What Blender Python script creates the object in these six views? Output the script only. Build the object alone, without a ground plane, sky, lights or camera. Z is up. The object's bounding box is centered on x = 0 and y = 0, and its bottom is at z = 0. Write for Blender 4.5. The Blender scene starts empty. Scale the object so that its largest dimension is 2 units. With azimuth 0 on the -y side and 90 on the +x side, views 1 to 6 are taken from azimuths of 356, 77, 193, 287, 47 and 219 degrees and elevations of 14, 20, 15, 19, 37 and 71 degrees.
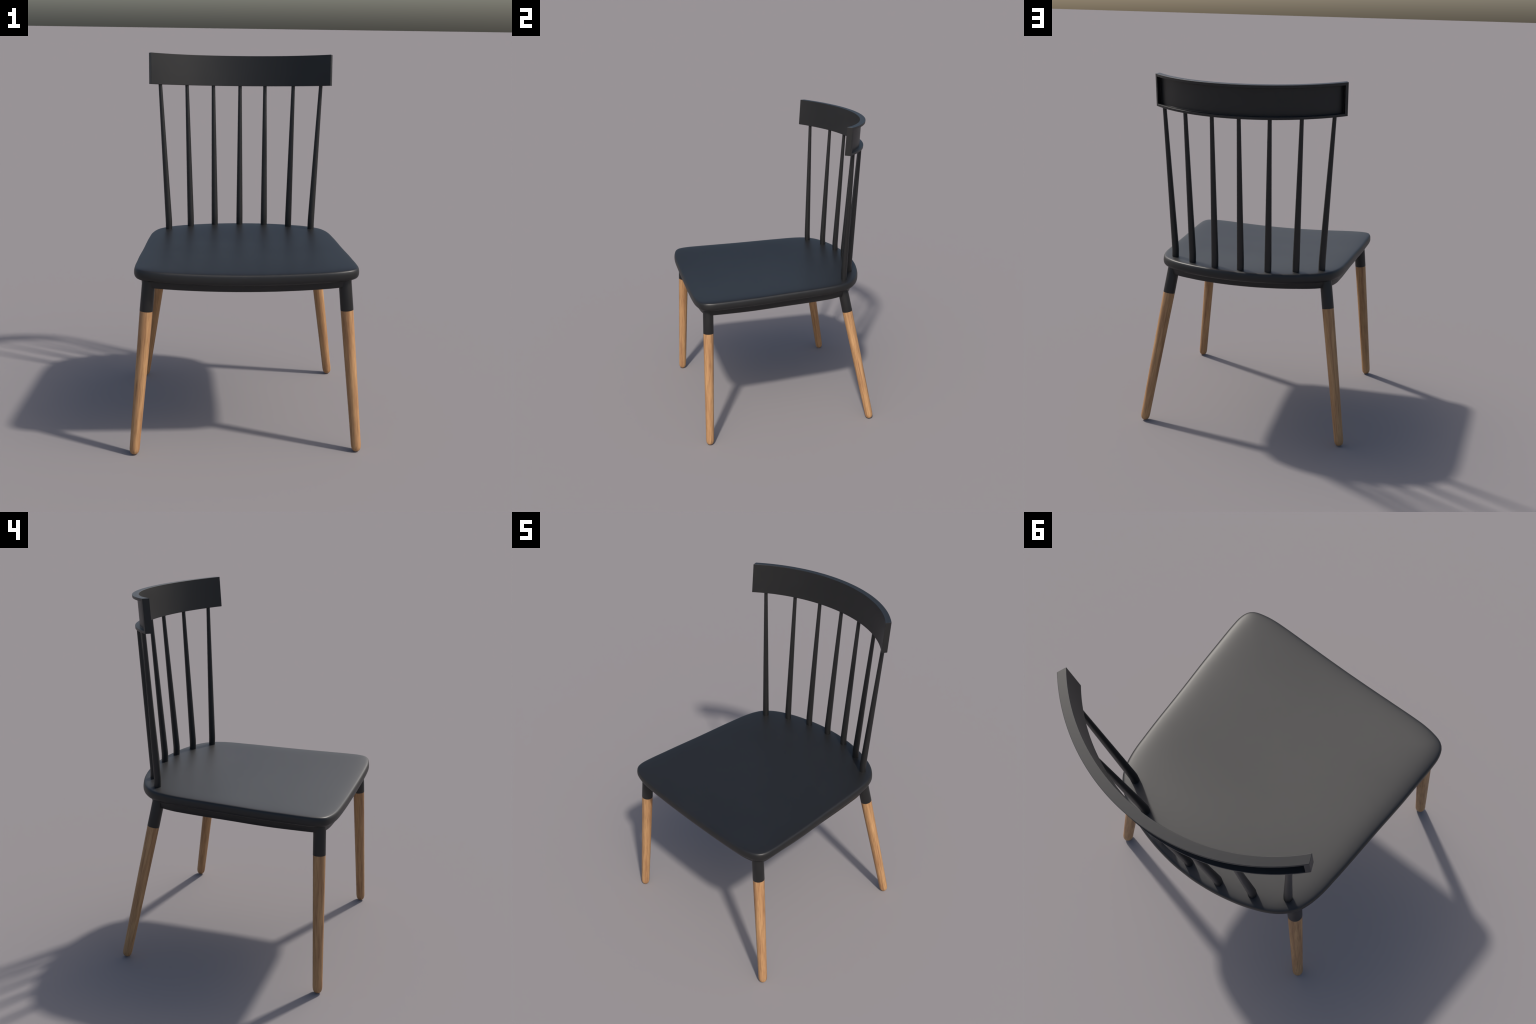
"""Windsor-style dining chair: moulded black seat and curved comb rail on seven
tapered spindles, four splayed round oak legs socketed in black sleeves."""
import bpy, bmesh, math
import numpy as np
from mathutils import Vector, Matrix

COLL = bpy.context.scene.collection


# --------------------------------------------------------------- materials
def new_material(name):
    m = bpy.data.materials.new(name)
    m.use_nodes = True
    nt = m.node_tree
    return m, nt, nt.nodes["Principled BSDF"]


def plastic_material():
    m, nt, bsdf = new_material("black_moulded_plastic")
    n, l = nt.nodes, nt.links
    tc = n.new("ShaderNodeTexCoord")
    noise = n.new("ShaderNodeTexNoise")
    noise.inputs["Scale"].default_value = 5.0
    noise.inputs["Detail"].default_value = 3.0
    l.new(tc.outputs["Object"], noise.inputs["Vector"])
    ramp = n.new("ShaderNodeValToRGB")
    ramp.color_ramp.elements[0].position = 0.3
    ramp.color_ramp.elements[0].color = PLASTIC_DARK
    ramp.color_ramp.elements[1].position = 0.7
    ramp.color_ramp.elements[1].color = PLASTIC_LIGHT
    l.new(noise.outputs["Fac"], ramp.inputs["Fac"])
    l.new(ramp.outputs["Color"], bsdf.inputs["Base Color"])
    bsdf.inputs["Roughness"].default_value = PLASTIC_ROUGH
    bsdf.inputs["IOR"].default_value = 1.5
    return m


PLASTIC_DARK = (0.0086, 0.0086, 0.0088, 1)
PLASTIC_LIGHT = (0.0100, 0.0100, 0.0102, 1)
PLASTIC_ROUGH = 0.45


def wood_material():
    """Pale oak: long fibres along the leg's own z axis, darker pore streaks."""
    m, nt, bsdf = new_material("oiled_oak")
    n, l = nt.nodes, nt.links
    tc = n.new("ShaderNodeTexCoord")
    info = n.new("ShaderNodeObjectInfo")
    shift = n.new("ShaderNodeVectorMath")
    shift.operation = "MULTIPLY_ADD"
    l.new(info.outputs["Random"], shift.inputs[0])
    shift.inputs[1].default_value = (7.0, 11.0, 5.0)
    l.new(tc.outputs["Object"], shift.inputs[2])

    def streak(scale_xy, scale_z, detail, dist):
        mp = n.new("ShaderNodeMapping")
        mp.inputs["Scale"].default_value = (scale_xy, scale_xy, scale_z)
        l.new(shift.outputs["Vector"], mp.inputs["Vector"])
        t = n.new("ShaderNodeTexNoise")
        t.inputs["Scale"].default_value = 1.0
        t.inputs["Detail"].default_value = detail
        t.inputs["Roughness"].default_value = 0.6
        t.inputs["Distortion"].default_value = dist
        l.new(mp.outputs["Vector"], t.inputs["Vector"])
        return t

    broad = streak(62.0, 3.2, 4.0, 0.5)
    ramp = n.new("ShaderNodeValToRGB")
    e = ramp.color_ramp.elements
    e[0].position, e[0].color = 0.30, WOOD[0]
    e[1].position, e[1].color = 0.72, WOOD[3]
    e.new(0.44).color = WOOD[1]
    e.new(0.58).color = WOOD[2]
    l.new(broad.outputs["Fac"], ramp.inputs["Fac"])

    pores = streak(210.0, 9.5, 2.5, 0.25)
    pr = n.new("ShaderNodeValToRGB")
    pe = pr.color_ramp.elements
    pe[0].position, pe[0].color = 0.30, (0.58, 0.55, 0.52, 1)
    pe[1].position, pe[1].color = 0.52, (1, 1, 1, 1)
    l.new(pores.outputs["Fac"], pr.inputs["Fac"])
    mix = n.new("ShaderNodeMix")
    mix.data_type = "RGBA"
    mix.blend_type = "MULTIPLY"
    mix.inputs["Factor"].default_value = 0.75
    l.new(ramp.outputs["Color"], mix.inputs[6])
    l.new(pr.outputs["Color"], mix.inputs[7])
    l.new(mix.outputs[2], bsdf.inputs["Base Color"])
    bump = n.new("ShaderNodeBump")
    bump.inputs["Strength"].default_value = 0.12
    bump.inputs["Distance"].default_value = 0.002
    l.new(pores.outputs["Fac"], bump.inputs["Height"])
    l.new(bump.outputs["Normal"], bsdf.inputs["Normal"])
    bsdf.inputs["Roughness"].default_value = 0.55
    bsdf.inputs["Specular IOR Level"].default_value = 0.35
    return m


WOOD = [(0.300, 0.148, 0.066, 1), (0.400, 0.212, 0.096, 1),
        (0.475, 0.265, 0.118, 1), (0.520, 0.300, 0.140, 1)]

PLASTIC = plastic_material()
OAK = wood_material()


# ----------------------------------------------------------------- helpers
def mesh_object(name, verts, faces, material, parent, smooth=True):
    me = bpy.data.meshes.new(name)
    me.from_pydata([tuple(v) for v in verts], [], faces)
    bm = bmesh.new()
    bm.from_mesh(me)
    bmesh.ops.recalc_face_normals(bm, faces=bm.faces[:])
    bm.to_mesh(me)
    bm.free()
    me.materials.append(material)
    if smooth:
        me.shade_smooth()
        me.set_sharp_from_angle(angle=math.radians(55))
    ob = bpy.data.objects.new(name, me)
    COLL.objects.link(ob)
    ob.parent = parent
    return ob


def loft(rings, closed_ends=(True, True)):
    """Faces and vertices for a stack of equally long closed rings."""
    n = len(rings[0])
    verts = [p for r in rings for p in r]
    faces = []
    for k in range(len(rings) - 1):
        a, b = k * n, (k + 1) * n
        for i in range(n):
            j = (i + 1) % n
            faces.append((a + i, a + j, b + j, b + i))
    if closed_ends[0]:
        faces.append(tuple(range(n))[::-1])
    if closed_ends[1]:
        o = (len(rings) - 1) * n
        faces.append(tuple(o + i for i in range(n)))
    return verts, faces


def smooth_curve(points, count):
    """Catmull-Rom through points (centripetal), resampled evenly by length."""
    p = np.array(points, float)
    p = np.vstack([2 * p[0] - p[1], p, 2 * p[-1] - p[-2]])
    out = []
    for k in range(1, len(p) - 2):
        p0, p1, p2, p3 = p[k - 1:k + 3]
        t0 = 0.0
        t1 = t0 + np.linalg.norm(p1 - p0) ** 0.5
        t2 = t1 + np.linalg.norm(p2 - p1) ** 0.5
        t3 = t2 + np.linalg.norm(p3 - p2) ** 0.5
        for t in np.linspace(t1, t2, 24, endpoint=False):
            a1 = (t1 - t) / (t1 - t0) * p0 + (t - t0) / (t1 - t0) * p1
            a2 = (t2 - t) / (t2 - t1) * p1 + (t - t1) / (t2 - t1) * p2
            a3 = (t3 - t) / (t3 - t2) * p2 + (t - t2) / (t3 - t2) * p3
            b1 = (t2 - t) / (t2 - t0) * a1 + (t - t0) / (t2 - t0) * a2
            b2 = (t3 - t) / (t3 - t1) * a2 + (t - t1) / (t3 - t1) * a3
            out.append((t2 - t) / (t2 - t1) * b1 + (t - t1) / (t2 - t1) * b2)
    out.append(p[-2])
    out = np.array(out)
    s = np.r_[0, np.cumsum(np.linalg.norm(np.diff(out, axis=0), axis=1))]
    u = np.linspace(0, s[-1], count)
    return np.c_[np.interp(u, s, out[:, 0]), np.interp(u, s, out[:, 1])]


# -------------------------------------------------------------------- root
chair = bpy.data.objects.new("dining_chair", None)
COLL.objects.link(chair)
chair["label"] = "black spindle-back dining chair with splayed oak legs"
chair["category"] = "chair"

# -------------------------------------------------------------------- seat
# Half outline in plan, from the middle of the front edge round to the back.
HALF = [(0, -.6235), (.12, -.624), (.24, -.6245), (.36, -.624), (.425, -.621),
        (.48, -.612), (.526, -.596), (.550, -.572), (.5625, -.532),
        (.5645, -.475), (.5605, -.36), (.5565, -.26), (.545, -.085),
        (.5345, .11), (.529, .185), (.5215, .265), (.506, .334), (.482, .387),
        (.437, .4345), (.384, .469), (.317, .498), (.26, .517), (.165, .539),
        (.06, .552), (0, .5535)]
half = smooth_curve(HALF, 121)
OUTLINE = np.vstack([half, (half[1:-1] * [-1, 1])[::-1]])     # counter-clockwise
OUTLINE = OUTLINE * [1.0065, 1.0065] + [.0028, .0010]


def inset(d):
    nxt, prv = np.roll(OUTLINE, -1, 0), np.roll(OUTLINE, 1, 0)
    t = nxt - prv
    t /= np.linalg.norm(t, axis=1)[:, None]
    return OUTLINE + np.reshape(d, (-1, 1)) * np.c_[-t[:, 1], t[:, 0]]


def ease(a, b, x):
    t = np.clip((x - a) / (b - a), 0, 1)
    return t * t * (3 - 2 * t)


def saddle(x, y):
    """Height of the seat's upper sheet: a shallow dish, deepest towards the front."""
    side = .9778 + .0055 * ease(-.15, -.6, y) + .0015 * ease(.15, .5, y)
    dip = .0167 + .0040 * ease(-.25, -.62, y) - .0128 * ease(.05, .52, y)
    return side - dip * bowl(x)


def bowl(x):
    return np.clip(1 - (x / .545) ** 2, 0, 1) ** 1.25


def belly(x, y):
    """The front lip hangs a little deeper in the middle."""
    return ease(-.25, -.6, y) * bowl(x)


def edge_distance(p):
    """Shortest distance from each point to the seat outline."""
    a, b = OUTLINE, np.roll(OUTLINE, -1, 0)
    e = b - a
    w = p[:, None, :] - a[None]
    t = np.clip((w * e).sum(2) / (e * e).sum(1), 0, 1)
    return np.sqrt(((w - t[..., None] * e) ** 2).sum(2).min(1))


# (inset from the outline, drop below the upper sheet)
EDGE_TOP = [(0, .034), (.0003, .0265), (.0012, .0190), (.0030, .0122), (.0056, .0079),
            (.0088, .0054), (.014, .0040)]
EDGE_LOW = [(.0005, .0415), (.003, .0490), (.008, .0550), (.0155, .0590), (.025, .0605)]
CENTRE = np.array([0, -.06])


def seat_ring(d, drop):
    p = inset(d)
    sag = .003 * belly(p[:, 0], p[:, 1]) * (drop > .04)
    return np.c_[p, saddle(p[:, 0], p[:, 1]) - drop - sag]


def sheet_ring(f, under=False):
    """A ring of the broad faces, shrunk towards the middle by the share f."""
    p = CENTRE + (inset(.014) - CENTRE) * f
    z = saddle(p[:, 0], p[:, 1])
    if under:
        return np.c_[p, z - .046]
    return np.c_[p, z - .0064 * np.exp(-edge_distance(p) / .030)]


rings = [sheet_ring(f, True) for f in (.15, .45, .75, .92)]
rings.append(seat_ring(.045, .060))
rings += [seat_ring(d, z) for d, z in EDGE_LOW[::-1]]
rings += [seat_ring(d, z) for d, z in EDGE_TOP]
rings += [sheet_ring(f) for f in np.r_[np.linspace(.985, .85, 10), np.linspace(.82, .03, 22)]]
v, f = loft(rings)
seat = mesh_object("seat", v, f, PLASTIC, chair)

# Skirt standing a little inside the lip, walls leaning inwards.
def skirt_ring(d, drop):
    """The skirt stands furthest in along the back, least in front."""
    y = OUTLINE[:, 1]
    p = inset(d + np.interp(y, [-.61, -.42, -.1, .25, .38, .50], [.005, .012, .008, .002, .006, .018]))
    x, y = p.T
    hang = (.004 * (1 - bowl(x)) * ease(-.55, -.3, y) - .003 * bowl(x) * ease(.2, .5, y)
            + (.003 * bowl(x) - .003) * ease(-.4, -.6, y))
    return np.c_[p, saddle(x, y) - drop - hang * ease(.055, .09, drop)]


v, f = loft([skirt_ring(*q) for q in
             ((.048, .052), (.027, .052), (.027, .060), (.030, .096), (.0325, .0995),
              (.0405, .0995), (.043, .096), (.048, .052))], (False, False))
apron = mesh_object("apron", v, f, PLASTIC, chair)


# -------------------------------------------------------------------- legs
def turned(profile, sides=48):
    """Rings of a turned part, profile = [(radius, height along own axis)]."""
    a = np.linspace(0, 2 * math.pi, sides, endpoint=False)
    return [np.c_[r * np.cos(a), r * np.sin(a), np.full(sides, z)] for r, z in profile]


SOCKET = 0.758          # height where the wood enters the sleeve
R_FOOT, R_TOP = .0256, .0327


def leg_radius(z):
    return R_FOOT + (R_TOP - R_FOOT) * z / SOCKET


def add_leg(foot, socket):
    foot, socket = Vector(foot), Vector(socket)
    axis = (socket - foot).normalized()
    length = (socket - foot).length
    k = length / SOCKET
    # rounded tip, then a straight taper
    prof = [(.006, .0), (.0125, .0008), (.0165, .003), (.0200, .0072), (.0228, .013),
            (.0246, .020), (.0256, .028), (.0262, .040)]
    prof += [(leg_radius(z), z * k) for z in np.linspace(.07, SOCKET, 14)]
    v, f = loft(turned(prof))
    leg = mesh_object("leg", v, f, OAK, chair)
    rot = Vector((0, 0, 1)).rotation_difference(axis)
    leg.rotation_mode = "QUATERNION"
    leg.rotation_quaternion = rot
    leg.location = foot
    low = min((rot @ Vector(p))[2] for p in v) + foot.z
    leg.location = foot - axis * (low / axis.z)
    # sleeve: starts flush round the wood and runs up under the seat
    z0, z1 = length, length + .172
    r0, r1 = R_TOP + .0005, R_TOP + .0002
    sv, sf = loft(turned([(R_TOP - .004, z0 - .0005), (r0 - .0012, z0 - .0005), (r0 - .0003, z0),
                          (r0, z0 + .0012), (r1, (z0 + z1) / 2), (r1, z1)]))
    sleeve = mesh_object("leg_sleeve", sv, sf, PLASTIC, leg)
    return leg


# each leg: where its axis meets the floor, and where it enters the sleeve
for foot, socket in (((-.576, -.6065), (-.505, -.560)), ((.581, -.6065), (.510, -.560)),
                     ((.5755, .497), (.463, .382)), ((-.5855, .497), (-.4675, .3795))):
    add_leg((*foot, 0), (*socket, SOCKET))

# ---------------------------------------------------------------- spindles
KINK = 1.02             # each spindle leaves the seat upright, then leans


def add_spindle(base, top):
    base, top = Vector((*base, .955)), Vector(top)
    knee = Vector((base.x, base.y, KINK))
    top = top + (top - knee).normalized() * .008          # tenon inside the rail
    path = [(base, .0191), (base.lerp(knee, .72), .0191)]
    lean = (top - knee).normalized()
    for q in np.linspace(-1, 1, 7):           # rounded bend
        p = knee + Vector((0, 0, 1)) * min(q, 0) * .012 + lean * max(q, 0) * .012
        p = p + (lean - Vector((0, 0, 1))) * .003 * (1 - q * q)
        path.append((p, .0191))
    for q in np.linspace(.06, 1, 12):
        path.append((knee.lerp(top, q), .0193 - .0088 * q))
    a = np.linspace(0, 2 * math.pi, 32, endpoint=False)
    rings = []
    for i, (p, r) in enumerate(path):
        d = (path[min(i + 1, len(path) - 1)][0] - path[max(i - 1, 0)][0]).normalized()
        ux = (Vector((1, 0, 0)) - d * d.x).normalized()
        uy = d.cross(ux)
        rings.append([p - base + ux * r * math.cos(t) + uy * r * math.sin(t) for t in a])
    v, f = loft(rings)
    ob = mesh_object("spindle", v, f, PLASTIC, chair)
    ob.location = base
    return ob


# foot of the lean (x, y) and the point where the spindle meets the rail
for bx, by, tx, ty, tz in ((-.422, .372, -.4655, .4245, 1.820), (-.2935, .4508, -.313, .5230, 1.811),
                           (-.148, .4988, -.1567, .5757, 1.806), (.0034, .5108, .0034, .5918, 1.804),
                           (.1523, .4984, .1522, .5800, 1.806), (.2975, .4506, .317, .5230, 1.811),
                           (.4266, .3723, .4690, .4245, 1.820)):
    add_spindle((bx, by), (tx, ty, tz))

# ---------------------------------------------------------------- top rail
# Built level in its own frame (x across, y back, z up, top face at z = 0),
# then leaned back. Front and back faces are arcs of different centres.
LEAN = math.radians(5.35)
RAIL_H, FLANGE, SILL, PLATE, END_WALL = .1760, .0150, .0138, .27, .968
FRONT = (-.1195, .7143, math.asin(.5145 / .7143))
BACK = (-.0970, .7286, math.asin(.5287 / .7286))


def rail_point(s, t, h):
    def arc(c, s):
        return np.array([c[1] * math.sin(s * c[2]), c[0] + c[1] * math.cos(s * c[2])])
    f = arc(FRONT, s) - [0, .0045 * s ** 6]         # tips run a little straighter
    p = f * (1 - t) + arc(BACK, s) * t
    return (p[0], p[1], h)


SECTION = [(0, 0), (0, -RAIL_H), (1, -RAIL_H), (1, -RAIL_H + SILL),
           (PLATE, -RAIL_H + SILL), (PLATE, -FLANGE), (1, -FLANGE), (1, 0)]
OUTER = [0, 1, 2, 3, 6, 7]                    # section without the recess
stations = [-1, *np.linspace(-END_WALL, END_WALL, 81), 1]
verts, faces, index = [], [], []
for k, s in enumerate(stations):
    row = {}
    for i, (t, h) in enumerate(SECTION):
        if i in (4, 5) and k in (0, len(stations) - 1):
            continue
        row[i] = len(verts)
        verts.append(rail_point(s, t, h))
    index.append(row)
for k in range(len(stations) - 1):
    a, b = index[k], index[k + 1]
    loop = OUTER if k in (0, len(stations) - 2) else range(8)
    loop = list(loop)
    for i, j in zip(loop, loop[1:] + loop[:1]):
        faces.append((a[i], a[j], b[j], b[i]))
for k in (0, len(stations) - 1):
    faces.append(tuple(index[k][i] for i in OUTER))
for k in (1, len(stations) - 2):
    faces.append(tuple(index[k][i] for i in (3, 4, 5, 6)))
rail = mesh_object("top_rail", verts, faces, PLASTIC, chair)
rail.location = (.001, 0, 2.0343)
rail.rotation_euler = (-LEAN, 0, 0)
bev = rail.modifiers.new("rounded_edges", "BEVEL")
bev.width = .0016
bev.segments = 3
bev.limit_method = "ANGLE"
bev.angle_limit = math.radians(40)
bev.harden_normals = True
